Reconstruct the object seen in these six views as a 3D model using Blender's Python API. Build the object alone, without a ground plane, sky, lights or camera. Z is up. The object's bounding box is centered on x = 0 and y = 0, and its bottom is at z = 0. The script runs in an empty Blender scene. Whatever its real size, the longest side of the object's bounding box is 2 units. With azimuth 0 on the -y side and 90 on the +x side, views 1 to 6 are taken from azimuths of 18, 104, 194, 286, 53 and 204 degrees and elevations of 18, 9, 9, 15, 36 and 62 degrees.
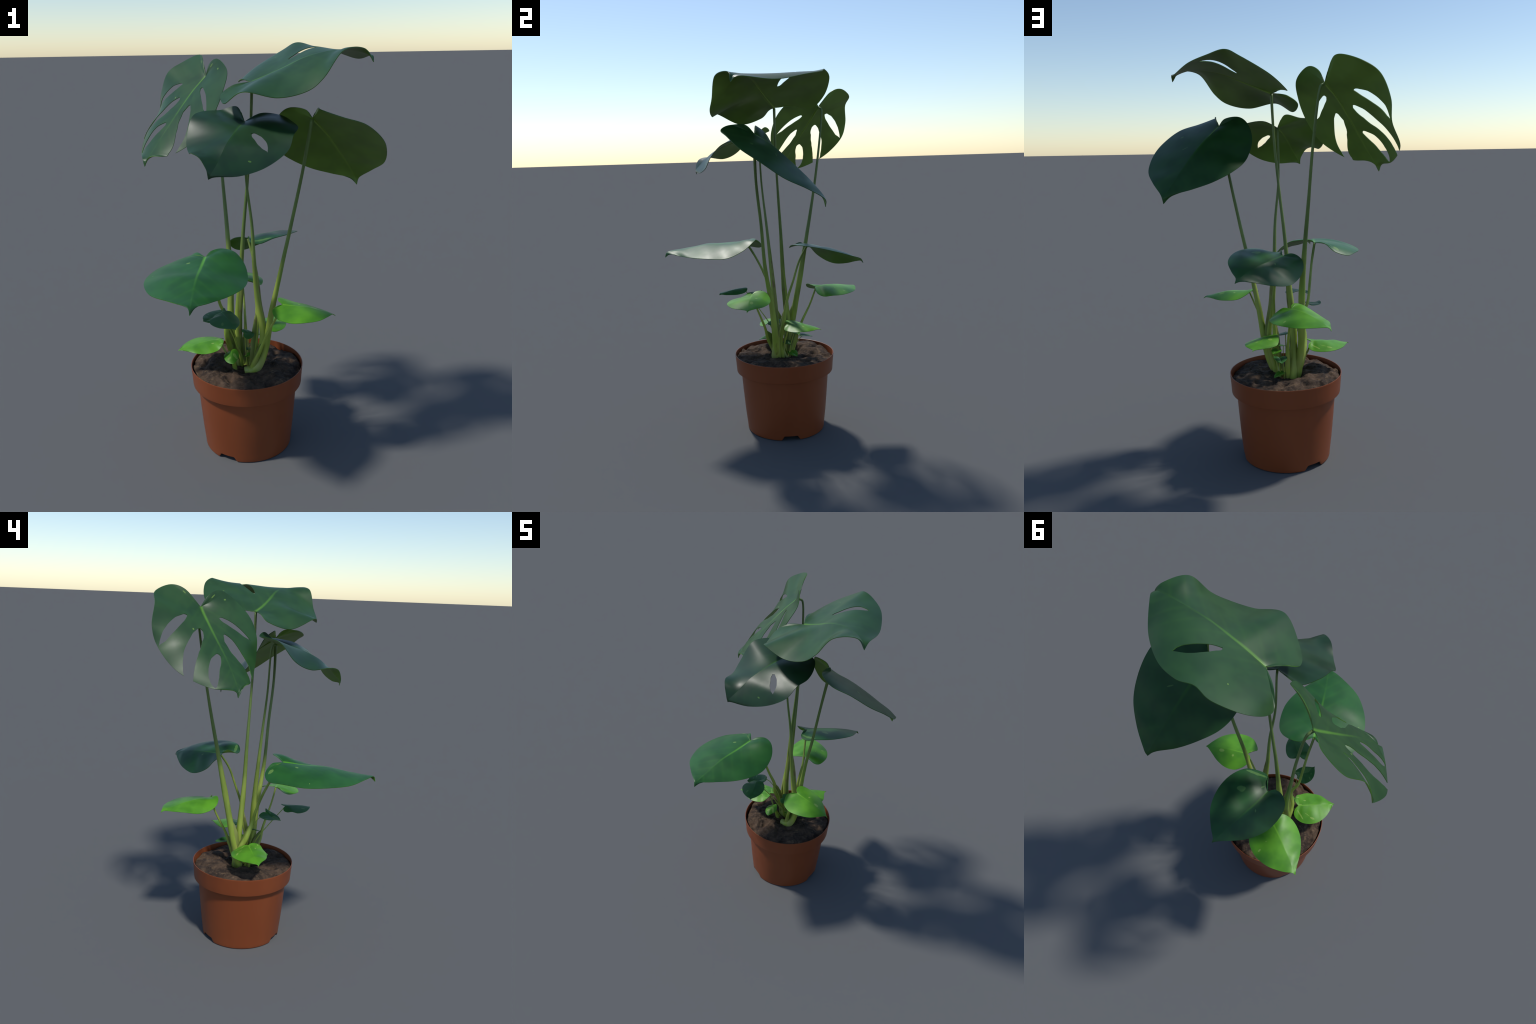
"""Potted split-leaf plant: a plastic pot, soil, and leaves on long petioles.

Every leaf is described in its own frame (unit = distance joint -> tip): a midrib,
a left and a right margin as control points (across, along, lift), how far each
half arches between midrib and margin, and the petiole that carries it.
"""
import bpy, math, random
import numpy as np
from mathutils import Vector, Matrix, noise

random.seed(7)
COLL = bpy.context.scene.collection

# ------------------------------------------------------------------ helpers

def catmull(points, samples):
    """Catmull-Rom curve through the points, evenly sampled per span."""
    p = np.asarray(points, float)
    m = len(p) - 1
    q = np.vstack([2 * p[0] - p[1], p, 2 * p[-1] - p[-2]])
    t = np.linspace(0, m, samples)
    i = np.minimum(t.astype(int), m - 1)
    f = (t - i)[:, None]
    a, b, c, d = q[i], q[i + 1], q[i + 2], q[i + 3]
    return .5 * (2 * b + (c - a) * f + (2 * a - 5 * b + 4 * c - d) * f ** 2 + (3 * b - 3 * c + d - a) * f ** 3)


def at(curve, s):
    """Point on a densely sampled curve at parameter s in 0..1."""
    m = len(curve) - 1
    x = np.clip(s, 0, 1) * m
    i = np.minimum(x.astype(int), m - 1)
    f = (x - i)[..., None]
    return curve[i] * (1 - f) + curve[i + 1] * f


def unit(v):
    return v / np.maximum(np.linalg.norm(v, axis=-1, keepdims=True), 1e-9)


def mesh_object(name, verts, faces, materials, parent, matrix=None, smooth=True, merge=0.0):
    me = bpy.data.meshes.new(name)
    me.from_pydata([tuple(v) for v in verts], [], faces)
    me.validate()
    for m in materials:
        me.materials.append(m)
    if merge:
        import bmesh
        bm = bmesh.new()
        bm.from_mesh(me)
        bmesh.ops.remove_doubles(bm, verts=bm.verts, dist=merge)
        bmesh.ops.dissolve_degenerate(bm, edges=bm.edges, dist=merge * .5)
        bm.to_mesh(me)
        bm.free()
    for p in me.polygons:
        p.use_smooth = smooth
    ob = bpy.data.objects.new(name, me)
    COLL.objects.link(ob)
    ob.parent = parent
    if matrix is not None:
        ob.matrix_world = matrix
    return ob


def apply_modifiers(ob):
    dg = bpy.context.evaluated_depsgraph_get()
    me = bpy.data.meshes.new_from_object(ob.evaluated_get(dg))
    old = ob.data
    ob.modifiers.clear()
    ob.data = me
    me.name = old.name
    bpy.data.meshes.remove(old)


def tube(path, radii, sides=14, squash=1.0, closed_ends=True):
    """Verts and faces of a tube along a path (parallel-transported frame)."""
    path = np.asarray(path, float)
    tan = unit(np.gradient(path, axis=0))
    ref = np.array([1., 0, 0]) if abs(tan[0][0]) < .8 else np.array([0, 1., 0])
    n = unit(ref - tan[0] * (ref @ tan[0]))
    verts, faces = [], []
    for k, (p, t, r) in enumerate(zip(path, tan, radii)):
        n = unit(n - t * (n @ t))
        b = np.cross(t, n)
        for j in range(sides):
            a = 2 * math.pi * j / sides
            verts.append(p + r * (math.cos(a) * n + squash * math.sin(a) * b))
        if k:
            o, w = (k - 1) * sides, k * sides
            for j in range(sides):
                h = (j + 1) % sides
                faces.append((o + j, o + h, w + h, w + j))
    if closed_ends:
        faces.append(tuple(range(sides - 1, -1, -1)))
        last = (len(path) - 1) * sides
        faces.append(tuple(last + j for j in range(sides)))
    return verts, faces

# ---------------------------------------------------------------- materials

class Nodes:
    """Small wrapper that makes node trees readable."""

    def __init__(self, name, roughness=.5, specular=.5):
        self.mat = bpy.data.materials.new(name)
        self.mat.use_nodes = True
        self.t = self.mat.node_tree
        self.bsdf = self.t.nodes['Principled BSDF']
        self.bsdf.inputs['Roughness'].default_value = roughness
        self.bsdf.inputs['Specular IOR Level'].default_value = specular
        self.coord = self.t.nodes.new('ShaderNodeTexCoord').outputs['Object']

    def put(self, sock, val):
        if hasattr(val, 'is_output'):
            self.t.links.new(val, sock)
        else:
            sock.default_value = val

    def math(self, op, a, b=0.0, c=None, clamp=False):
        n = self.t.nodes.new('ShaderNodeMath')
        n.operation = op
        n.use_clamp = clamp
        self.put(n.inputs[0], a)
        self.put(n.inputs[1], b)
        if c is not None:
            self.put(n.inputs[2], c)
        return n.outputs[0]

    def xyz(self):
        n = self.t.nodes.new('ShaderNodeSeparateXYZ')
        self.t.links.new(self.coord, n.inputs[0])
        return n.outputs

    def noise(self, scale, detail=3.0, stretch=(1, 1, 1), rough=.5):
        m = self.t.nodes.new('ShaderNodeMapping')
        m.inputs['Scale'].default_value = stretch
        self.t.links.new(self.coord, m.inputs[0])
        n = self.t.nodes.new('ShaderNodeTexNoise')
        n.inputs['Scale'].default_value = scale
        n.inputs['Detail'].default_value = detail
        n.inputs['Roughness'].default_value = rough
        self.t.links.new(m.outputs[0], n.inputs['Vector'])
        return n.outputs['Fac']

    def ramp01(self, v, lo, hi):
        n = self.t.nodes.new('ShaderNodeMapRange')
        n.interpolation_type = 'SMOOTHSTEP'
        self.put(n.inputs['Value'], v)
        n.inputs['From Min'].default_value = lo
        n.inputs['From Max'].default_value = hi
        return n.outputs['Result']

    def mix(self, fac, a, b):
        n = self.t.nodes.new('ShaderNodeMix')
        n.data_type = 'RGBA'
        self.put(n.inputs['Factor'], fac)
        for sock, v in ((n.inputs['A'], a), (n.inputs['B'], b)):
            pass
        ca = [s for s in n.inputs if s.name == 'A' and s.type == 'RGBA'][0]
        cb = [s for s in n.inputs if s.name == 'B' and s.type == 'RGBA'][0]
        self.put(ca, a if hasattr(a, 'is_output') else (*a, 1))
        self.put(cb, b if hasattr(b, 'is_output') else (*b, 1))
        return [s for s in n.outputs if s.type == 'RGBA'][0]

    def spot(self, x, y, rx, ry, angle, softness=.25):
        """Mask of an irregular elliptic fleck lying in the leaf's plane."""
        m = self.t.nodes.new('ShaderNodeMapping')
        m.vector_type = 'TEXTURE'
        m.inputs['Location'].default_value = (x, y, 0)
        m.inputs['Rotation'].default_value = (0, 0, math.radians(angle))
        m.inputs['Scale'].default_value = (rx, ry, 50)
        self.t.links.new(self.coord, m.inputs[0])
        n = self.t.nodes.new('ShaderNodeVectorMath')
        n.operation = 'LENGTH'
        self.t.links.new(m.outputs[0], n.inputs[0])
        wob = self.math('MULTIPLY_ADD', self.noise(60, 1), .9, -.45)
        d = self.math('ADD', n.outputs['Value'], wob)
        return self.ramp01(d, 1 + softness * .4, 1 - softness * .4)

    def bump(self, height, strength, distance=.002):
        n = self.t.nodes.new('ShaderNodeBump')
        n.inputs['Strength'].default_value = strength
        n.inputs['Distance'].default_value = distance
        self.t.links.new(height, n.inputs['Height'])
        self.t.links.new(n.outputs[0], self.bsdf.inputs['Normal'])

    def colour(self, c):
        self.put(self.bsdf.inputs['Base Color'], c if hasattr(c, 'is_output') else (*c, 1))
        return self.mat


LOOKS = {
    # upper face dark / light, vein, underside, fleck
    'mature': dict(dark=(.014, .050, .015), light=(.021, .067, .019), vein=(.070, .190, .022), under=(.115, .195, .030), fleck=(.20, .34, .06), gloss=.42),
    'drooping': dict(dark=(.011, .050, .010), light=(.017, .068, .014), vein=(.030, .110, .014), under=(.110, .195, .026), fleck=(.10, .20, .05), gloss=.44),
    'deep': dict(dark=(.007, .030, .011), light=(.011, .042, .014), vein=(.026, .085, .013), under=(.110, .195, .026), fleck=(.14, .28, .05), gloss=.42),
    'deep_green': dict(dark=(.010, .052, .013), light=(.016, .078, .018), vein=(.034, .130, .016), under=(.070, .130, .022), fleck=(.12, .24, .06), gloss=.42),
    'deep_small': dict(dark=(.026, .110, .022), light=(.038, .150, .030), vein=(.055, .180, .028), under=(.050, .130, .022), fleck=(.15, .28, .08), gloss=.48),
    'young_mature': dict(dark=(.013, .075, .016), light=(.019, .100, .020), vein=(.080, .270, .022), under=(.080, .150, .024), fleck=(.20, .34, .08), gloss=.45),
    'fresh': dict(dark=(.055, .200, .012), light=(.095, .290, .016), vein=(.120, .330, .020), under=(.090, .200, .022), fleck=(.30, .42, .10), gloss=.45),
}


def blade_material(look, length, bend, veins, flecks):
    """Upper face: glossy green, pale midrib fading to the tip, faint side veins, flecks."""
    c = LOOKS[look]
    n = Nodes('leaf_upper_' + look, c['gloss'], {'drooping': .26, 'deep': .40}.get(look, .36))
    x, y, z = n.xyz()
    base = n.mix(n.ramp01(n.noise(9, 3), .35, .65), c['dark'], c['light'])
    # distance from the curved midrib: x - (a y + b y^2 + c y^3)
    y2 = n.math('MULTIPLY', y, y)
    off = n.math('MULTIPLY_ADD', y, bend[0], n.math('MULTIPLY_ADD', y2, bend[1], n.math('MULTIPLY', n.math('MULTIPLY', y2, y), bend[2])))
    d = n.math('ABSOLUTE', n.math('SUBTRACT', x, off))
    along = n.math('DIVIDE', y, length, clamp=True)
    # side veins sweep forward from the midrib
    w = n.math('SUBTRACT', y, n.math('MULTIPLY', d, 1.05))
    w = n.math('MULTIPLY', w, veins * 2 * math.pi / length)
    rib = n.math('POWER', n.math('MULTIPLY_ADD', n.math('COSINE', w), .5, .5), 6.0)
    ribf = n.math('MULTIPLY', rib, n.math('MULTIPLY', n.ramp01(d, length * .40, length * .01), .07))
    col = n.mix(ribf, base, c['vein'])
    width = n.math('MULTIPLY_ADD', along, -.014 * length, .024 * length)
    core = n.ramp01(n.math('DIVIDE', d, width), 1.0, .15)
    fade = n.math('MULTIPLY', core, n.math('MULTIPLY_ADD', n.ramp01(along, .05, .70), -.85, .95))
    front = n.ramp01(y, -.012 * length, .004 * length)
    col = n.mix(n.math('MULTIPLY', fade, front), col, c['vein'])
    for (sx, sy, rx, ry, ang) in flecks:
        m = n.spot(sx * length, sy * length, rx * length, ry * length, ang)
        col = n.mix(n.math('MULTIPLY', m, .5), col, c['fleck'])
    n.put(n.bsdf.inputs['Roughness'], n.math('MULTIPLY_ADD', n.noise(14, 2), .12, c['gloss'] - .06))
    n.bump(n.noise(55, 2), .05, .002)
    return n.colour(col)


def under_material(look, length, bend):
    c = LOOKS[look]
    n = Nodes('leaf_underside_' + look, .5, .35)
    x, y, z = n.xyz()
    u = c['under']
    base = n.mix(n.ramp01(n.noise(8, 3), .3, .7), tuple(v * .86 for v in u), tuple(v * 1.1 for v in u))
    y2 = n.math('MULTIPLY', y, y)
    off = n.math('MULTIPLY_ADD', y, bend[0], n.math('MULTIPLY_ADD', y2, bend[1], n.math('MULTIPLY', n.math('MULTIPLY', y2, y), bend[2])))
    d = n.math('ABSOLUTE', n.math('SUBTRACT', x, off))
    along = n.math('DIVIDE', y, length, clamp=True)
    width = n.math('MULTIPLY_ADD', along, -.02 * length, .028 * length)
    core = n.math('MULTIPLY', n.ramp01(n.math('DIVIDE', d, width), 1.0, .1), n.math('MULTIPLY_ADD', along, -.6, .75))
    front = n.ramp01(y, -.012 * length, .004 * length)
    col = n.mix(n.math('MULTIPLY', core, front), base, (u[0] * 1.9, u[1] * 1.7, u[2] * 1.8))
    return n.colour(col)


RIM = {}
def rim_material(look):
    if look not in RIM:
        v = LOOKS[look]['vein']
        n = Nodes('leaf_edge_' + look, .45)
        RIM[look] = n.colour(n.mix(n.noise(20), tuple(q * .55 for q in v), tuple(q * 1.0 for q in v)))
    return RIM[look]


def petiole_material():
    n = Nodes('petiole_green', .42, .4)
    x, y, z = n.xyz()
    fine = n.noise(30, 3, (1, 1, .12))
    base = n.mix(n.ramp01(fine, .3, .7), (.235, .320, .042), (.340, .425, .072))
    high = n.mix(n.ramp01(fine, .3, .7), (.090, .145, .036), (.125, .190, .050))
    streak = n.ramp01(n.math('MULTIPLY_ADD', n.noise(7, 2), .5, z), .75, 1.55)
    col = n.mix(streak, base, high)
    low = n.ramp01(n.math('MULTIPLY_ADD', n.noise(9, 2), .12, z), .68, .50)
    pale = n.math('MULTIPLY', n.ramp01(n.noise(16, 2, (1, 1, .25)), .42, .62), low)
    col = n.mix(n.math('MULTIPLY', pale, .55), col, (.36, .37, .16))
    blot = n.math('MULTIPLY', n.ramp01(n.noise(24, 3, (1, 1, .3)), .60, .70), low)
    col = n.mix(n.math('MULTIPLY', blot, .7), col, (.15, .085, .04))
    n.bump(fine, .12, .002)
    return n.colour(col)


def sheath_material():
    n = Nodes('sheath_dry_green', .5, .35)
    f = n.noise(26, 3, (1, 1, .15))
    col = n.mix(n.ramp01(f, .35, .7), (.120, .175, .030), (.22, .25, .07))
    col = n.mix(n.math('MULTIPLY', n.ramp01(n.noise(14, 2), .55, .7), .7), col, (.13, .085, .05))
    n.bump(f, .2, .002)
    return n.colour(col)


def pot_material():
    n = Nodes('terracotta_plastic', .42, .32)
    col = n.mix(n.ramp01(n.noise(5, 4, (1, 1, .3)), .35, .7), (.195, .048, .015), (.218, .057, .019))
    col = n.mix(n.math('MULTIPLY', n.ramp01(n.noise(60, 3), .6, .8), .25), col, (.17, .052, .024))
    n.bump(n.noise(120, 2), .03, .001)
    return n.colour(col)


def soil_material():
    n = Nodes('potting_soil', .9, .2)
    a = n.noise(14, 5, rough=.65)
    col = n.mix(n.ramp01(a, .32, .68), (.024, .017, .014), (.090, .058, .038))
    b = n.noise(70, 4, rough=.7)
    col = n.mix(n.math('MULTIPLY', n.ramp01(b, .45, .7), .6), col, (.125, .083, .052))
    c = n.noise(24, 2)
    col = n.mix(n.math('MULTIPLY', n.ramp01(c, .63, .72), .45), col, (.20, .13, .075))
    n.bump(n.noise(90, 4, rough=.7), .5, .004)
    return n.colour(col)


PETIOLE = petiole_material()
SHEATH = sheath_material()

# --------------------------------------------------------------- the plant

plant = bpy.data.objects.new('potted_plant', None)
COLL.objects.link(plant)
POT_X, POT_Y = -.0405, .1195
plant.location = (POT_X, POT_Y, 0)
bpy.context.view_layer.update()
plant['label'] = 'potted houseplant with glossy split heart-shaped leaves in terracotta pot'
plant['category'] = 'houseplant'


def opening(side, open_ended, *stations):
    """A slit or hole between two side veins: (reach, position, half width) from inner to outer end."""
    return side, open_ended, np.array(stations, float)


def half_blade(side, mid_curve, margin, arch, slits, veins, pleat, nu, length_seed):
    """One half of a blade: side veins run from midrib to margin; slits part neighbouring veins."""
    sign = -1 if side == 'L' else 1
    fine = 401
    t = np.linspace(0, 1, fine)
    P = catmull(margin, fine)
    F = at(mid_curve, np.clip((t - .22) / .78, 0, 1) ** 1.25)
    W = P - F
    N = unit(np.cross(W, np.gradient(P, axis=0)) * sign)
    for _ in range(60):
        N[1:-1] = (N[:-2] + 2 * N[1:-1] + N[2:]) / 4
    N = unit(N)
    curl = np.interp(t, np.linspace(0, 1, len(arch)), arch) * np.clip(t / .12, 0, 1)
    for _ in range(250):
        curl[1:-1] = (curl[:-2] + 2 * curl[1:-1] + curl[2:]) / 4
    rise = np.linalg.norm(W, axis=1) * curl
    wave = np.array([noise.noise(Vector((veins * 1.6 * q, sign * 3.7, length_seed))) for q in t])
    wave = pleat * (1.6 * wave + .35 * np.cos(2 * math.pi * veins * 1.1 * t)) * np.clip((t - .1) * 5, 0, 1) * np.clip((1 - t) * 4, 0, 1)

    def surf(tt, u):
        k = tt * (fine - 1)
        f, p, nn = at(F, tt), at(P, tt), at(N, tt)
        r, wv = np.interp(tt, t, rise), np.interp(tt, t, wave)
        return f * (1 - u)[:, None] + p * u[:, None] + nn * (r * 4 * u * (1 - u) + wv * np.sin(math.pi * np.clip(u, 0, 1)) ** .8)[:, None]

    u = .5 - .5 * np.cos(np.linspace(0, 1, nu) * math.pi)
    u = .5 * u + .5 * np.linspace(0, 1, nu)
    # boundaries of the strips between slits, as curves t(u)
    bounds = [(np.zeros(nu), np.zeros(nu))]
    for sd, open_ended, st in sorted((s for s in slits if s[0] == side), key=lambda s: s[2][:, 1].mean()):
        uu, tc, hw = st.T
        inner, outer = uu[0], uu[-1]
        c = np.interp(u, uu, tc)
        slope = (tc[1] - tc[0]) / (uu[1] - uu[0])
        c = np.where(u < inner, tc[0] - (inner - u) * slope * .6, c)
        h = np.interp(u, uu, hw)
        # round the inner end
        m = uu[1]
        s = np.clip((u - inner) / (m - inner), 0, 1)
        h = np.where(u < m, hw[1] * np.sqrt(s * (2 - s)), h)
        h = np.where(u <= inner, 0, h)
        if not open_ended:
            h = np.where(u >= outer, 0, h)
            c = np.where(u > outer, tc[-1] + (u - outer) * (tc[-1] - tc[-2]) / (outer - uu[-2]) * .8, c)
        bounds.append((np.clip(c - h, 0, 1), np.clip(c + h, 0, 1)))
    bounds.append((np.ones(nu), np.ones(nu)))
    verts, faces = [], []
    for (lo0, lo), (hi, hi1) in zip(bounds[:-1], bounds[1:]):
        rows = max(6, int(round((hi.mean() - lo.mean()) * 130)))
        start = len(verts)
        for r in range(rows + 1):
            v = r / rows
            tt = lo * (1 - v) + hi * v
            verts.extend(surf(tt, u))
        for r in range(rows):
            for k in range(nu - 1):
                a = start + r * nu + k
                q = (a, a + 1, a + nu + 1, a + nu)
                faces.append(q if sign > 0 else q[::-1])
    return verts, faces


def leaf(joint, tip, face, look, veins, pleat, midrib, left, right, arch_left, arch_right, petiole, thickness, flecks=(), openings=(), sheath=None):
    joint, tip, face = (np.array(v, float) for v in (joint, tip, face))
    length = np.linalg.norm(tip - joint)
    ya = (tip - joint) / length
    za = unit(face - ya * (face @ ya))
    xa = np.cross(ya, za)
    frame = Matrix([[*(float(q) for q in (xa[i], ya[i], za[i])), float(joint[i])] for i in range(3)] + [[0, 0, 0, 1]])
    o, e = np.zeros(3), np.array([0, length, 0])
    mid = np.vstack([o, np.array(midrib) * length, e])
    mid_curve = catmull(mid, 161)
    big = length > .3
    nu = 45 if openings else (29 if big else 19)
    verts, faces = [], []
    for side, m, arch in (('L', left, arch_left), ('R', right, arch_right)):
        v, f = half_blade(side, mid_curve, np.vstack([o, np.array(m) * length, e]), arch, openings, veins, pleat, nu, length * 31)
        k = len(verts)
        verts += v
        faces += [tuple(i + k for i in q) for q in f]
    y = mid_curve[:, 1]
    bend = np.linalg.lstsq(np.stack([y, y ** 2, y ** 3], 1), mid_curve[:, 0], rcond=None)[0]
    bend = [float(b) for b in bend]
    mats = [blade_material(look, length, bend, veins, flecks), under_material(look, length, bend), rim_material(look)]
    blade = mesh_object('leaf', verts, faces, mats, plant, frame, merge=2e-4)
    sol = blade.modifiers.new('thickness', 'SOLIDIFY')
    sol.thickness = .0032 if big else .0022
    sol.offset = 0
    sol.material_offset = 1
    sol.material_offset_rim = 2
    apply_modifiers(blade)
    blade.data.set_sharp_from_angle(angle=math.radians(55))

    # midrib: a raised ridge under the blade that carries on from the petiole
    path = at(mid_curve, np.linspace(0, .8, 40))
    r0 = thickness[0]
    s = np.linspace(0, 1, 40)
    path[:, 2] -= r0 * (.42 - .38 * s ** .6)
    v, f = tube(path, r0 * (.62 * (1 - s) ** 1.8 + .06), 10)
    mesh_object('midrib', v, f, [mats[1]], blade, frame)

    # petiole in world space
    pts = np.vstack([joint - za * r0 * .5, petiole])
    curve = catmull(pts, 90)
    rad = np.interp(np.linspace(0, 1, 90), np.linspace(0, 1, len(thickness)), thickness)
    rad = rad * (1 + .06 * np.array([noise.noise(Vector(p * 14)) for p in curve]))
    v, f = tube(curve, rad, 14)
    mesh_object('petiole', v, f, [PETIOLE], blade, Matrix.Identity(4))
    if sheath:
        # winged leaf sheath: a flattened fin along the lower petiole, ending in a point
        top, bottom, direction, reach = sheath
        keep = (curve[:, 2] < top) & (curve[:, 2] > bottom)
        c, r = catmull(curve[keep], 50), np.interp(np.linspace(0, 1, 50), np.linspace(0, 1, keep.sum()), rad[keep])
        s = np.linspace(0, 1, 50)
        w = reach * np.interp(s, [0, .10, .28, .6, 1], [.0, .55, 1, .8, .35])
        d = unit(np.array([*direction, 0.0]))
        e = np.array([-d[1], d[0], 0])
        v, f, sides = [], [], 18
        for k in range(50):
            mid = c[k] + d * (w[k] * .5 + r[k] * .15)
            for j in range(sides):
                a = 2 * math.pi * j / sides
                thin = .50 + .48 * (1 - math.cos(a)) / 2
                v.append(mid + d * (r[k] * .85 + w[k] * .5) * math.cos(a) + e * r[k] * 1.04 * thin * math.sin(a))
            if k:
                for j in range(sides):
                    h = (j + 1) % sides
                    f.append(((k - 1) * sides + j, (k - 1) * sides + h, k * sides + h, k * sides + j))
        f += [tuple(range(sides)), tuple(49 * sides + j for j in reversed(range(sides)))]
        mesh_object('leaf_sheath', v, f, [SHEATH], blade, Matrix.Identity(4))
    return blade


leaf(
    joint=(-.281, .304, 1.849), tip=(-.496, .024, 1.453), face=(-.442, -.602, .665), look='mature', veins=7, pleat=0.002,
    midrib=[(.012, .225, .023), (-.018, .541, .033), (-.015, .782, .03), (-.016, .933, .022)],
    left=[(-.085, -.083, .082), (-.219, -.115, .106), (-.387, -.03, .057), (-.483, .153, .036), (-.494, .342, -.007), (-.431, .531, -.058), (-.341, .683, -.058), (-.222, .832, -.022), (-.074, .914, .046)],
    right=[(.137, -.153, .062), (.269, -.201, .057), (.455, -.111, .06), (.524, .05, .095), (.579, .228, .008), (.547, .397, -.073), (.465, .667, -.049), (.246, .867, -.015), (.046, .947, .039)],
    arch_left=(.04, .05, .05, .03, .02, .03, .05, .04, .04), arch_right=(.04, .04, .02, -.02, .02, .09, .06, .05, .03),
    petiole=[(-.26, .325, 1.808), (-.226, .306, 1.57), (-.199, .275, 1.333), (-.17, .238, 1.096), (-.146, .199, .861), (-.134, .155, .627), (-.099, .116, .401)],
    thickness=(.007, .0058, .0064, .008, .011, .0165, .0185, .02),
    flecks=[(0.149, -0.129, 0.0185, 0.00661, 131), (-0.126, -0.0671, 0.0245, 0.006, -147), (-0.248, -0.0392, 0.0133, 0.00784, -174), (0.2, 0.281, 0.00872, 0.00983, 169)],
    openings=[
        opening('R', False, (.40, .410, 0), (.50, .439, .022), (.62, .470, .029), (.74, .505, .028), (.85, .545, .024), (.97, .592, 0)),
        opening('R', True, (.18, .488, 0), (.27, .512, .030), (.37, .550, .044), (.50, .599, .046), (.62, .641, .039), (.74, .680, .030), (.87, .713, .021), (1.0, .738, .014)),
        opening('R', False, (.10, .625, 0), (.19, .657, .032), (.30, .692, .039), (.38, .717, .037), (.50, .747, .028), (.63, .773, .021), (.80, .800, .012), (.93, .818, 0)),
        opening('L', False, (.28, .394, 0), (.36, .409, .020), (.46, .432, .023), (.55, .452, .022), (.66, .482, .018), (.82, .518, 0)),
        opening('L', True, (.17, .535, 0), (.26, .550, .055), (.36, .582, .062), (.46, .617, .056), (.57, .655, .050), (.70, .700, .042), (.85, .754, .030), (1.0, .787, .022)),
    ],
    sheath=(0.72, 0.44, (0.3, -0.9), 0.014),
)

leaf(
    joint=(.013, .11, 1.832), tip=(.554, .036, 1.913), face=(-.175, -.225, .958), look='mature', veins=6, pleat=0.003,
    midrib=[(-.012, .269, .062), (-.026, .506, .115), (-.057, .751, .117), (-.024, .947, .066)],
    left=[(-.138, -.156, .006), (-.291, -.256, -.044), (-.478, -.16, .012), (-.616, .061, .085), (-.621, .202, .125), (-.618, .347, .069), (-.535, .55, .015), (-.324, .788, -.026), (-.083, .971, .033)],
    right=[(.1, -.112, .024), (.223, -.178, -.007), (.41, -.067, -.032), (.53, .172, .062), (.49, .404, -.027), (.413, .603, -.034), (.321, .718, .021), (.195, .851, .155), (.028, .954, .114)],
    arch_left=(.05, .06, .06, .03, -.01, .05, .01, .03, .04), arch_right=(.05, .06, .05, .02, 0, .03, .1, .11, .08),
    petiole=[(.003, .109, 1.6), (-.018, .112, 1.372), (-.044, .116, 1.14), (-.064, .119, .901), (-.087, .13, .66), (-.086, .152, .408)],
    thickness=(.0072, .0061, .0069, .0088, .0125, .0175, .0195),
    flecks=[(-0.407, 0.0707, 0.0064, 0.00776, -40.9)],
    openings=[opening('L', False, (.26, .476, 0), (.36, .520, .025), (.46, .558, .032), (.57, .600, .032), (.65, .630, .022), (.72, .660, 0))],
    sheath=(0.97, 0.45, (0.9, -0.3), 0.01),
)

leaf(
    joint=(.017, -.011, 1.672), tip=(-.022, -.363, 1.484), face=(.157, -.479, .864), look='deep', veins=6, pleat=0.0034,
    midrib=[(-.024, .26, .096), (-.031, .565, .135), (-.035, .817, .095), (-.021, .966, .054)],
    left=[(-.119, -.186, .015), (-.325, -.25, -.005), (-.492, -.13, .036), (-.613, .045, .109), (-.622, .224, .142), (-.624, .426, .085), (-.467, .642, 0), (-.267, .836, -.011), (-.067, .962, .023)],
    right=[(.156, -.172, .046), (.347, -.146, -.03), (.495, .019, .023), (.533, .202, .052), (.479, .467, -.04), (.364, .665, -.018), (.25, .816, .118), (.123, .902, .157), (.027, .969, .087)],
    arch_left=(.05, .07, .08, .07, -.01, .02, .03, .03, .03), arch_right=(0, 0, .01, .01, .02, .02, .03, .02, .02),
    petiole=[(.008, .015, 1.637), (.006, .026, 1.416), (.021, .05, 1.2), (.024, .068, .998), (.033, .086, .799), (.054, .099, .603), (.01, .093, .407)],
    thickness=(.006, .005, .0054, .007, .0105, .0145, .0185, .018),
    flecks=[(-0.31, 0.667, 0.0166, 0.00797, -165)],
    openings=[opening('L', False, (.30, .500, 0), (.38, .520, .022), (.48, .549, .032), (.60, .582, .025), (.71, .618, 0))],
    sheath=(1.0, 0.55, (0.7, 0.7), 0.008),
)

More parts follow.
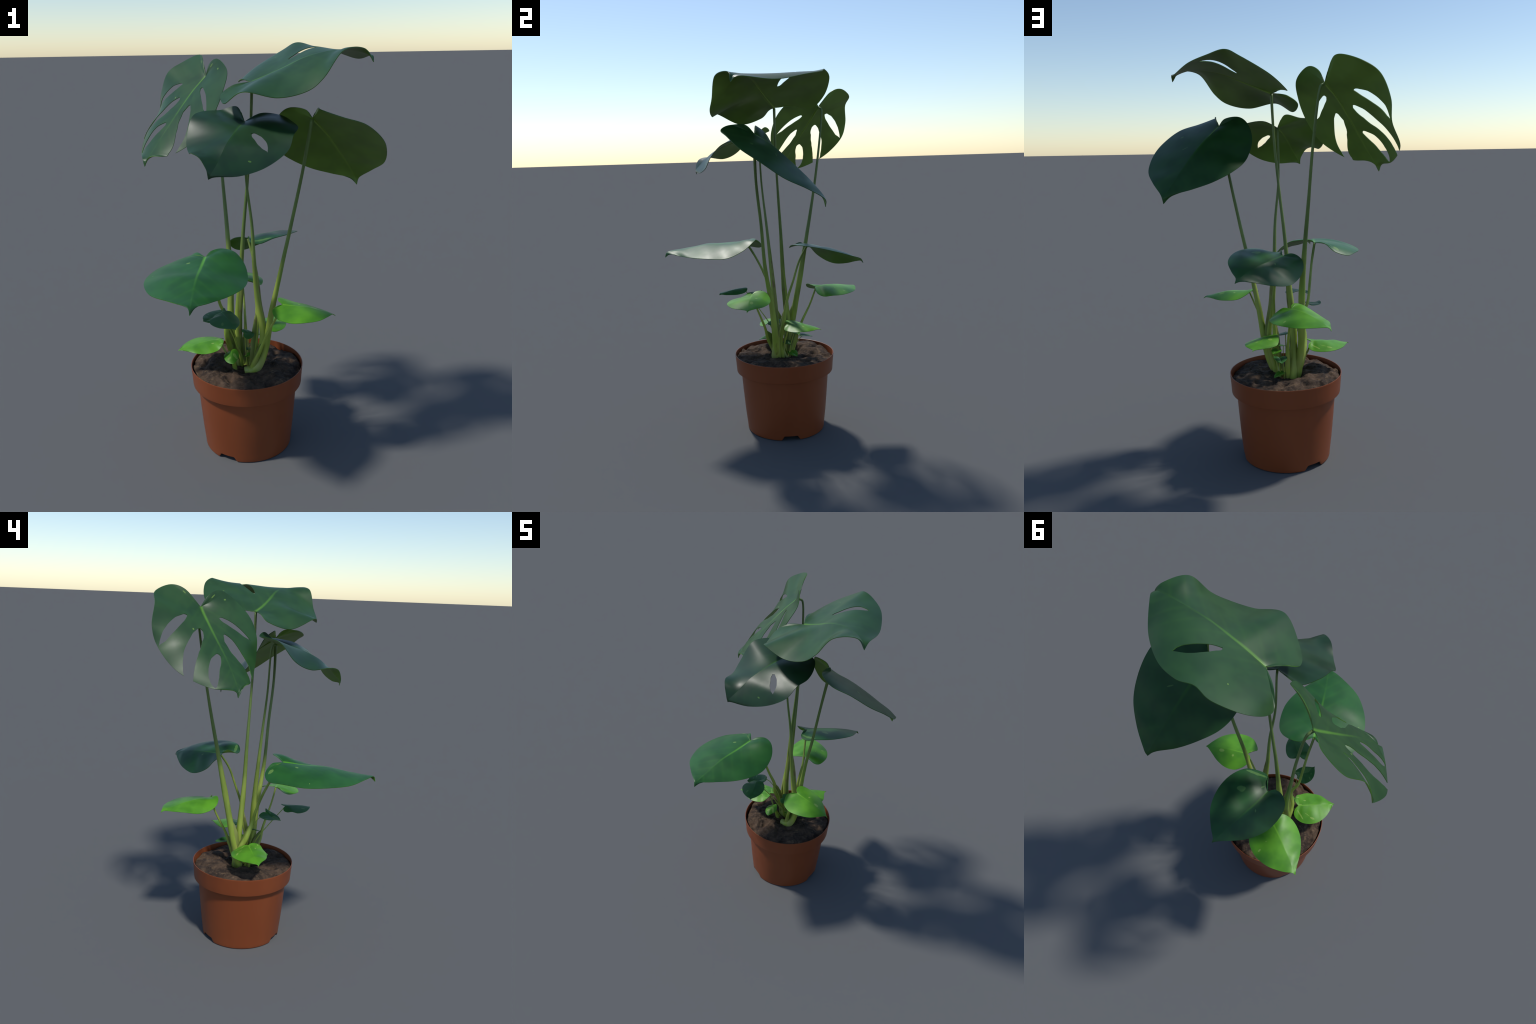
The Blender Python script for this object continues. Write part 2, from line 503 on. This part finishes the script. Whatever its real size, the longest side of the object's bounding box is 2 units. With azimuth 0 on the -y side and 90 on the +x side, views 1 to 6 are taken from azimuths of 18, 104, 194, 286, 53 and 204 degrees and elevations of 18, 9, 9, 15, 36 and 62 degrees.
leaf(
    joint=(.297, .073, 1.684), tip=(.443, .452, 1.325), face=(.074, .67, .738), look='drooping', veins=6, pleat=0.0036,
    midrib=[(-.008, .224, .044), (0, .46, .062), (-.011, .724, .066), (-.009, .932, .05)],
    left=[(-.045, -.067, .04), (-.16, -.122, .027), (-.286, -.061, .009), (-.374, .063, -.056), (-.399, .254, -.108), (-.374, .438, -.082), (-.281, .623, -.05), (-.174, .778, -.007), (-.046, .911, .022)],
    right=[(.087, -.091, .019), (.174, -.172, -.074), (.335, -.11, -.114), (.454, .046, -.077), (.504, .254, -.053), (.469, .463, -.016), (.371, .681, .01), (.197, .838, .046), (.034, .952, .051)],
    arch_left=(.03, .03, .03, .03, .03, .03, .03, .03, .03), arch_right=(.03, .04, .04, .03, .02, .02, .03, .02, .03),
    petiole=[(.257, .062, 1.449), (.206, .069, 1.212), (.155, .07, .98), (.104, .088, .759), (.065, .096, .549), (.022, .083, .44), (-.034, .068, .424)],
    thickness=(.0085, .0073, .0083, .0102, .0145, .0195, .0245, .019),
    flecks=[(0.3, 0.201, 0.0158, 0.0172, -173), (0.14, 0.378, 0.0323, 0.0069, -132)],
    sheath=(0.56, 0.43, (-0.8, -0.3), 0.018),
)

leaf(
    joint=(-.148, -.12, 1.076), tip=(-.029, -.59, .998), face=(-.009, -.166, .986), look='young_mature', veins=6, pleat=0.004,
    midrib=[(.008, .238, .023), (.005, .492, .053), (.012, .741, .047), (-.012, .942, .046)],
    left=[(-.052, -.07, .029), (-.149, -.124, .022), (-.269, -.087, -.004), (-.362, .037, -.072), (-.4, .233, -.118), (-.379, .446, -.085), (-.277, .642, -.046), (-.143, .794, -.011), (-.042, .919, .027)],
    right=[(.099, -.12, -.006), (.208, -.171, -.089), (.347, -.128, -.123), (.446, .015, -.088), (.506, .236, -.059), (.48, .461, -.019), (.37, .694, .018), (.176, .862, .053), (.023, .964, .056)],
    arch_left=(.06, .07, .08, .09, .06, .02, 0, 0, .02), arch_right=(.13, .16, .12, .07, .06, .05, .05, .05, .04),
    petiole=[(-.144, -.063, .985), (-.143, -.014, .887), (-.138, .023, .788), (-.11, .048, .71), (-.129, .074, .623), (-.127, .117, .52), (-.086, .122, .407)],
    thickness=(.0065, .0066, .007, .0078, .01, .014, .017, .018),
    flecks=[(0.221, -0.118, 0.0221, 0.0338, 72.1), (0.135, 0.142, 0.02, 0.0143, 52.3), (0.44, 0.28, 0.00535, 0.00742, 89.8)],
    sheath=(0.7, 0.44, (0.7, 0.7), 0.024),
)

leaf(
    joint=(-.069, .26, 1.065), tip=(.065, .59, .995), face=(-.242, .297, .924), look='deep_green', veins=6, pleat=0.0034,
    midrib=[(-.011, .235, .041), (-.002, .499, .061), (.002, .757, .059), (-.006, .941, .034)],
    left=[(-.054, -.09, .03), (-.153, -.117, .031), (-.266, -.075, .009), (-.343, .018, -.056), (-.385, .19, -.105), (-.38, .376, -.109), (-.293, .608, -.055), (-.16, .794, .001), (-.043, .927, .02)],
    right=[(.094, -.091, .016), (.165, -.159, -.083), (.296, -.116, -.122), (.434, .009, -.079), (.499, .225, -.049), (.472, .465, -.014), (.356, .701, .015), (.168, .865, .036), (.031, .953, .046)],
    arch_left=(.04, .04, .04, .04, .04, .04, .04, .04, .04), arch_right=(.06, .07, .09, .07, .04, .04, .05, .04, .04),
    petiole=[(-.032, .22, .981), (-.004, .19, .875), (.007, .155, .765), (.011, .134, .644), (.004, .11, .523), (-.017, .118, .403)],
    thickness=(.0062, .0057, .0062, .0075, .0115, .015, .015),
    flecks=[(0.266, 0.233, 0.0513, 0.0393, -133), (0.0866, 0.000816, 0.0242, 0.0109, -114), (-0.0809, 0.294, 0.0105, 0.0216, -138), (0.282, -0.0642, 0.169, 0.0175, -152)],
    sheath=(0.72, 0.43, (-0.5, -0.8), 0.018),
)

leaf(
    joint=(.182, .001, .833), tip=(.425, .038, .789), face=(.182, -.048, .982), look='fresh', veins=5, pleat=0.0012,
    midrib=[(0, .23, .027), (0, .494, .055), (-.006, .751, .037), (-.007, .938, .021)],
    left=[(-.063, -.088, .023), (-.162, -.119, .02), (-.269, -.08, 0), (-.356, .032, -.053), (-.404, .206, -.102), (-.385, .413, -.089), (-.279, .626, -.06), (-.138, .802, -.011), (-.034, .928, .012)],
    right=[(.09, -.085, .005), (.185, -.159, -.063), (.325, -.095, -.109), (.464, .034, -.084), (.525, .248, -.062), (.473, .492, -.017), (.339, .717, .009), (.148, .865, .03), (.018, .946, .032)],
    arch_left=(.04, .04, .04, .04, .04, .03, .03, .03, .04), arch_right=(.04, .03, .03, .03, .04, .05, .04, .04, .03),
    petiole=[(.147, .011, .757), (.109, .025, .686), (.077, .04, .616), (.049, .048, .545), (.018, .069, .478), (-.011, .09, .409)],
    thickness=(.0045, .005, .0058, .007, .01, .013, .015),
    flecks=[(-0.0549, 0.584, 0.0607, 0.0322, -90.8), (-0.122, 0.295, 0.0244, 0.0259, -73.9)],
    sheath=(0.6, 0.43, (-0.5, 0.8), 0.034),
)

leaf(
    joint=(-.117, .3, .819), tip=(-.34, .492, .778), face=(-.075, .125, .989), look='fresh', veins=5, pleat=0.0026,
    midrib=[(-.008, .222, .041), (-.011, .494, .056), (-.007, .754, .045), (-.006, .942, .032)],
    left=[(-.059, -.077, .029), (-.155, -.089, .035), (-.263, -.041, -.002), (-.346, .068, -.065), (-.38, .232, -.102), (-.357, .427, -.1), (-.27, .621, -.048), (-.148, .797, -.006), (-.045, .928, .021)],
    right=[(.093, -.1, .003), (.222, -.135, -.079), (.344, -.073, -.115), (.455, .051, -.078), (.513, .23, -.051), (.495, .45, -.014), (.376, .679, .01), (.186, .862, .041), (.034, .954, .045)],
    arch_left=(.03, .04, .04, .04, .04, .04, .04, .04, .04), arch_right=(.04, .05, .04, .04, .04, .03, .03, .03, .04),
    petiole=[(-.098, .265, .72), (-.078, .218, .617), (-.066, .181, .51), (-.06, .146, .401)],
    thickness=(.005, .0055, .0072, .0125, .015),
    flecks=[(0.399, 0.373, 0.0321, 0.0171, -158), (0.234, 0.278, 0.013, 0.0113, -146)],
    sheath=(0.6, 0.43, (-0.2, -0.9), 0.02),
)

leaf(
    joint=(-.162, .052, .589), tip=(-.338, -.061, .556), face=(-.161, -.04, .986), look='fresh', veins=5, pleat=0.0032,
    midrib=[(.004, .215, .026), (.002, .481, .034), (-.001, .744, .026), (-.005, .94, .015)],
    left=[(-.098, -.071, .008), (-.215, -.064, -.002), (-.319, .003, -.038), (-.361, .115, -.105), (-.395, .28, -.109), (-.369, .464, -.097), (-.289, .654, -.05), (-.143, .81, -.012), (-.039, .933, .003)],
    right=[(.083, -.092, -.039), (.201, -.129, -.105), (.338, -.06, -.127), (.457, .081, -.102), (.508, .282, -.064), (.478, .495, -.023), (.349, .696, .005), (.162, .855, .025), (.026, .946, .027)],
    arch_left=(.04, .04, .04, .04, .04, .04, .04, .04, .04), arch_right=(.04, .04, .04, .04, .04, .04, .04, .04, .04),
    petiole=[(-.147, .059, .545), (-.125, .065, .5), (-.106, .08, .455), (-.086, .099, .41)],
    thickness=(.0042, .0048, .0055, .0062, .007),
    flecks=[(-0.247, 0.0141, 0.0388, 0.0206, 94.9), (-0.14, 0.189, 0.0343, 0.0186, 73.3), (-0.0284, 0.0569, 0.0406, 0.0122, 85), (0.226, 0.0241, 0.148, 0.0166, 25.4), (0.374, 0.328, 0.0626, 0.0258, 60.3), (0.262, 0.21, 0.0818, 0.00863, 49.3)],
)

leaf(
    joint=(.042, .17, .639), tip=(.064, .357, .616), face=(.1, .107, .989), look='fresh', veins=5, pleat=0.001,
    midrib=[(-.005, .192, .024), (-.008, .43, .026), (-.007, .686, .01), (-.007, .911, 0)],
    left=[(-.064, -.126, -.022), (-.159, -.201, -.052), (-.255, -.147, -.022), (-.332, .013, -.023), (-.4, .2, -.071), (-.413, .39, -.1), (-.328, .587, -.074), (-.176, .784, -.025), (-.047, .921, .004)],
    right=[(.082, -.059, -.022), (.195, -.068, -.079), (.309, -.02, -.104), (.399, .104, -.083), (.445, .292, -.058), (.426, .493, -.02), (.33, .667, -.007), (.168, .79, -.013), (.03, .902, .001)],
    arch_left=(.04, .04, .04, .04, .04, .04, .04, .04, .04), arch_right=(.04, .04, .04, .04, .04, .03, .03, .03, .03),
    petiole=[(.029, .156, .578), (.012, .136, .521), (-.005, .125, .467), (-.019, .146, .41)],
    thickness=(.0042, .0045, .005, .006, .008),
    flecks=[(-0.18, 0.223, 0.0579, 0.0547, -133), (0.0874, 0.467, 0.0418, 0.0284, -141)],
)

leaf(
    joint=(-.074, -.125, .814), tip=(.032, -.239, .791), face=(.055, -.148, .987), look='deep_small', veins=5, pleat=0.0008,
    midrib=[(-.001, .231, .023), (-.004, .51, .034), (-.003, .771, .027), (.004, .946, .01)],
    left=[(-.066, -.063, -.004), (-.173, -.067, -.01), (-.281, -.019, -.036), (-.352, .088, -.093), (-.379, .255, -.109), (-.349, .454, -.101), (-.273, .648, -.067), (-.154, .81, -.037), (-.038, .926, -.006)],
    right=[(.07, -.098, -.062), (.18, -.13, -.114), (.285, -.045, -.123), (.388, .074, -.063), (.483, .228, -.069), (.466, .427, -.055), (.366, .664, -.024), (.192, .868, .021), (.047, .965, .026)],
    arch_left=(.04, .04, .04, .04, .04, .04, .04, .04, .04), arch_right=(.04, .04, .03, .03, .03, .03, .03, .03, .04),
    petiole=[(-.073, -.077, .75), (-.072, -.029, .686), (-.07, .019, .62), (-.067, .058, .551), (-.065, .1, .485), (-.071, .125, .411)],
    thickness=(.0022, .0022, .0025, .003, .0045, .008, .01),
    flecks=[(0.23, 0.576, 0.0834, 0.0352, -110)],
)

leaf(
    joint=(-.112, -.026, .775), tip=(-.17, -.127, .763), face=(-.125, -.042, .991), look='deep_small', veins=5, pleat=0.0008,
    midrib=[(-.018, .197, -.063), (-.01, .455, -.096), (.003, .722, -.081), (.005, .932, -.026)],
    left=[(-.03, -.057, .088), (-.064, -.086, .161), (-.129, -.093, .113), (-.218, -.038, .016), (-.298, .129, -.046), (-.329, .362, -.083), (-.287, .605, -.11), (-.172, .799, -.118), (-.047, .925, -.061)],
    right=[(.095, -.067, .019), (.246, -.07, .004), (.389, -.033, -.031), (.477, .079, -.035), (.511, .264, -.022), (.482, .479, -.012), (.377, .683, .003), (.209, .843, .026), (.056, .939, .009)],
    arch_left=(.03, .03, .03, .03, .04, .04, .04, .04, .04), arch_right=(.04, .04, .04, .04, .04, .04, .04, .04, .04),
    petiole=[(-.117, .026, .719), (-.088, .065, .635), (-.077, .094, .528), (-.068, .124, .419)],
    thickness=(.0022, .0022, .0026, .004, .006),
    flecks=[(-0.065, 0.574, 0.197, 0.121, 90.9), (-0.159, 0.0953, 0.0989, 0.0474, 67.7), (-0.0461, 0.837, 0.0963, 0.0243, 91.1), (0.214, 0.628, 0.0278, 0.0515, 49.5), (0.386, 0.433, 0.0995, 0.0262, -13.9)],
)

leaf(
    joint=(-.094, .036, .539), tip=(-.055, -.034, .508), face=(-.035, -.419, .908), look='fresh', veins=4, pleat=0.0006,
    midrib=[(.014, .242, .052), (.034, .505, .046), (.039, .752, .017), (.018, .938, -.005)],
    left=[(-.025, -.123, -.088), (-.07, -.214, -.156), (-.171, -.181, -.087), (-.293, -.05, -.013), (-.377, .134, -.044), (-.376, .34, -.114), (-.301, .558, -.125), (-.173, .765, -.054), (-.048, .921, -.006)],
    right=[(.052, -.113, -.069), (.156, -.175, -.178), (.29, -.126, -.195), (.407, .008, -.124), (.475, .198, -.058), (.472, .425, -.025), (.396, .662, -.017), (.249, .854, -.013), (.084, .953, -.006)],
    arch_left=(.04, .04, .04, .04, .04, .04, .04, .04, .04), arch_right=(.04, .04, .04, .04, .04, .04, .04, .04, .04),
    petiole=[(-.094, .048, .508), (-.093, .059, .478), (-.091, .068, .447), (-.089, .075, .415)],
    thickness=(.004, .006, .009, .0115, .0125),
    flecks=[(-0.163, 0.429, 0.079, 0.205, -160), (0.2, 0.53, 0.133, 0.0817, -143)],
)



# ------------------------------------------------- young shoots at the base

HEART = [(.07, -.14), (.2, -.25), (.36, -.22), (.48, -.07), (.52, .14), (.48, .37), (.37, .60), (.21, .80), (.06, .93)]


def shoot(joint, tip, face, width, look, root, stalk=.0016, fold=.25):
    """A small heart-shaped seedling leaf on a thread-like stalk."""
    j, t, r = (np.array(p) for p in (joint, tip, root))
    m = j * .5 + r * .5 + np.array([random.uniform(-.008, .008), random.uniform(-.008, .008), .01])
    side = lambda s: [(s * w * width, l, abs(w) * fold) for w, l in HEART]
    leaf(joint=joint, tip=tip, face=face, look=look, veins=4, pleat=.0006,
         midrib=[(0, .25, .02), (0, .5, .03), (0, .75, .02)], left=side(-1), right=side(1),
         arch_left=(.05,) * 5, arch_right=(.05,) * 5,
         petiole=[tuple(m), root], thickness=(stalk, stalk * 1.1, stalk * 1.6))


shoot((-.028, .065, .632), (.012, .093, .622), (-.2, -.35, .9), 1.6, 'deep_small', (-.035, .115, .42), .0024, -.15)
shoot((-.032, .129, .580), (-.015, .154, .586), (-.1, -.2, 1), 1.1, 'fresh', (-.030, .128, .42), .0018)
shoot((-.017, .186, .572), (-.002, .224, .564), (.1, .3, 1), 1.25, 'fresh', (-.022, .150, .42), .0024)
shoot((-.027, .130, .508), (-.012, .168, .500), (.1, .2, 1), 1.3, 'deep_small', (-.030, .140, .42), .0016)
shoot((-.034, .164, .447), (-.001, .205, .434), (.3, .2, .9), 1.0, 'fresh', (-.040, .155, .415), .0022)
shoot((-.038, .224, .545), (-.062, .284, .540), (-.1, .1, 1), 1.0, 'deep_small', (-.045, .165, .42), .0018)
shoot((-.020, .100, .500), (-.046, .095, .485), (-.2, -.2, 1), 1.0, 'fresh', (-.028, .112, .42), .0016)


# ---------------------------------------------------------------- pot, soil

def build_pot():
    """Thin-walled nursery pot: turned profile with a stepped collar and three foot notches."""
    profile = [  # radius, height; outside from the foot up, over the rim, inside down
        (.2195, .0000), (.2220, .0015), (.2232, .0060), (.2246, .0220), (.2252, .0300), (.2258, .0360), (.2340, .1100), (.2432, .2200), (.2506, .3200), (.2520, .3490),
        (.2528, .3498), (.2750, .3490), (.2770, .3500), (.2776, .3530), (.2800, .3900), (.2842, .4380), (.2850, .4445), (.2846, .4462),
        (.2830, .4465), (.2812, .4455), (.2800, .4380), (.2740, .3600), (.2470, .3440), (.2300, .1200), (.2195, .0330),
        (.1500, .0315), (.0600, .0315), (.0020, .0315), (.0020, .0265), (.0600, .0265), (.1500, .0265), (.2170, .0265), (.2180, .0020),
    ]
    seg = 240
    notch = [(-100.3, 13.6), (20.0, 13.8), (140.7, 13.8)]
    verts, faces = [], []
    n = len(profile)
    for k in range(seg):
        a = 360 * k / seg
        lift = 0
        for c, h in notch:
            d = abs((a - c + 180) % 360 - 180)
            lift = max(lift, min(1, max(0, (h - d) / 4.2)))
        for r, z in profile:
            if r > .21 and z < .0262:
                z = max(z, .0258 * lift - (.0262 - z) * .02 if lift else z)
            verts.append((r * math.cos(math.radians(a)), r * math.sin(math.radians(a)), z))
    for k in range(seg):
        for i in range(n):
            a, b = k * n + i, k * n + (i + 1) % n
            c, d = ((k + 1) % seg) * n + (i + 1) % n, ((k + 1) % seg) * n + i
            faces.append((a, d, c, b))
    ob = mesh_object('pot', verts, faces, [pot_material()], plant, Matrix.Translation((POT_X, POT_Y, 0)))
    ob.data.set_sharp_from_angle(angle=math.radians(35))


def soil_height(x, y):
    r = math.hypot(x, y)
    p = Vector((x * 9 + 3.1, y * 9 + 1.7, .4))
    h = .433 + .015 * noise.noise(p) + .010 * noise.noise(p * 2.3) + .0045 * noise.noise(p * 5.5) + .002 * noise.noise(p * 13)
    h -= .012 * max(0, noise.noise(Vector((x * 22, y * 22, 5))) - .1) * 2
    h -= .013 * math.exp(-(r / .09) ** 2)
    # mounds towards the back and the left, a lower edge along the wall
    h += .012 * math.exp(-((x + .14) ** 2 + (y - .10) ** 2) / .006) + .010 * math.exp(-((x + .15) ** 2 + (y + .11) ** 2) / .006) + .008 * math.exp(-((x - .15) ** 2 + (y - .10) ** 2) / .005)
    h += .016 * math.exp(-((x + .20) ** 2 + (y - .05) ** 2) / .008)
    h -= .006 * min(1, max(0, (r - .215) / .055)) ** 1.5 * (1 + .5 * y / .27)
    h -= .008 * max(0, (r - .262) / .014) ** 2
    return min(h, .462 - .022 * max(0, (r - .22) / .055))


def build_soil():
    rings, seg = 90, 260
    verts, faces = [(0, 0, soil_height(0, 0))], []
    for i in range(1, rings + 1):
        for k in range(seg):
            a = 2 * math.pi * k / seg
            edge = .2755 - .004 * max(0, noise.noise(Vector((math.cos(a) * 4, math.sin(a) * 4, 9))))
            r = edge * (i / rings) ** .85
            x, y = r * math.cos(a), r * math.sin(a)
            verts.append((x, y, soil_height(x, y)))
    for k in range(seg):
        faces.append((0, 1 + k, 1 + (k + 1) % seg))
    for i in range(rings - 1):
        for k in range(seg):
            a, b = 1 + i * seg + k, 1 + i * seg + (k + 1) % seg
            faces.append((a, a + seg, b + seg, b))
    # skirt and underside so the soil is a solid plug
    top = 1 + (rings - 1) * seg
    base = len(verts)
    for k in range(seg):
        a = 2 * math.pi * k / seg
        verts.append((.262 * math.cos(a), .262 * math.sin(a), .375))
    for k in range(seg):
        h = (k + 1) % seg
        faces.append((top + k, base + k, base + h, top + h))
    faces.append(tuple(base + k for k in reversed(range(seg))))
    mesh_object('soil', verts, faces, [soil_material()], plant, Matrix.Translation((POT_X, POT_Y, 0)))


build_pot()
build_soil()
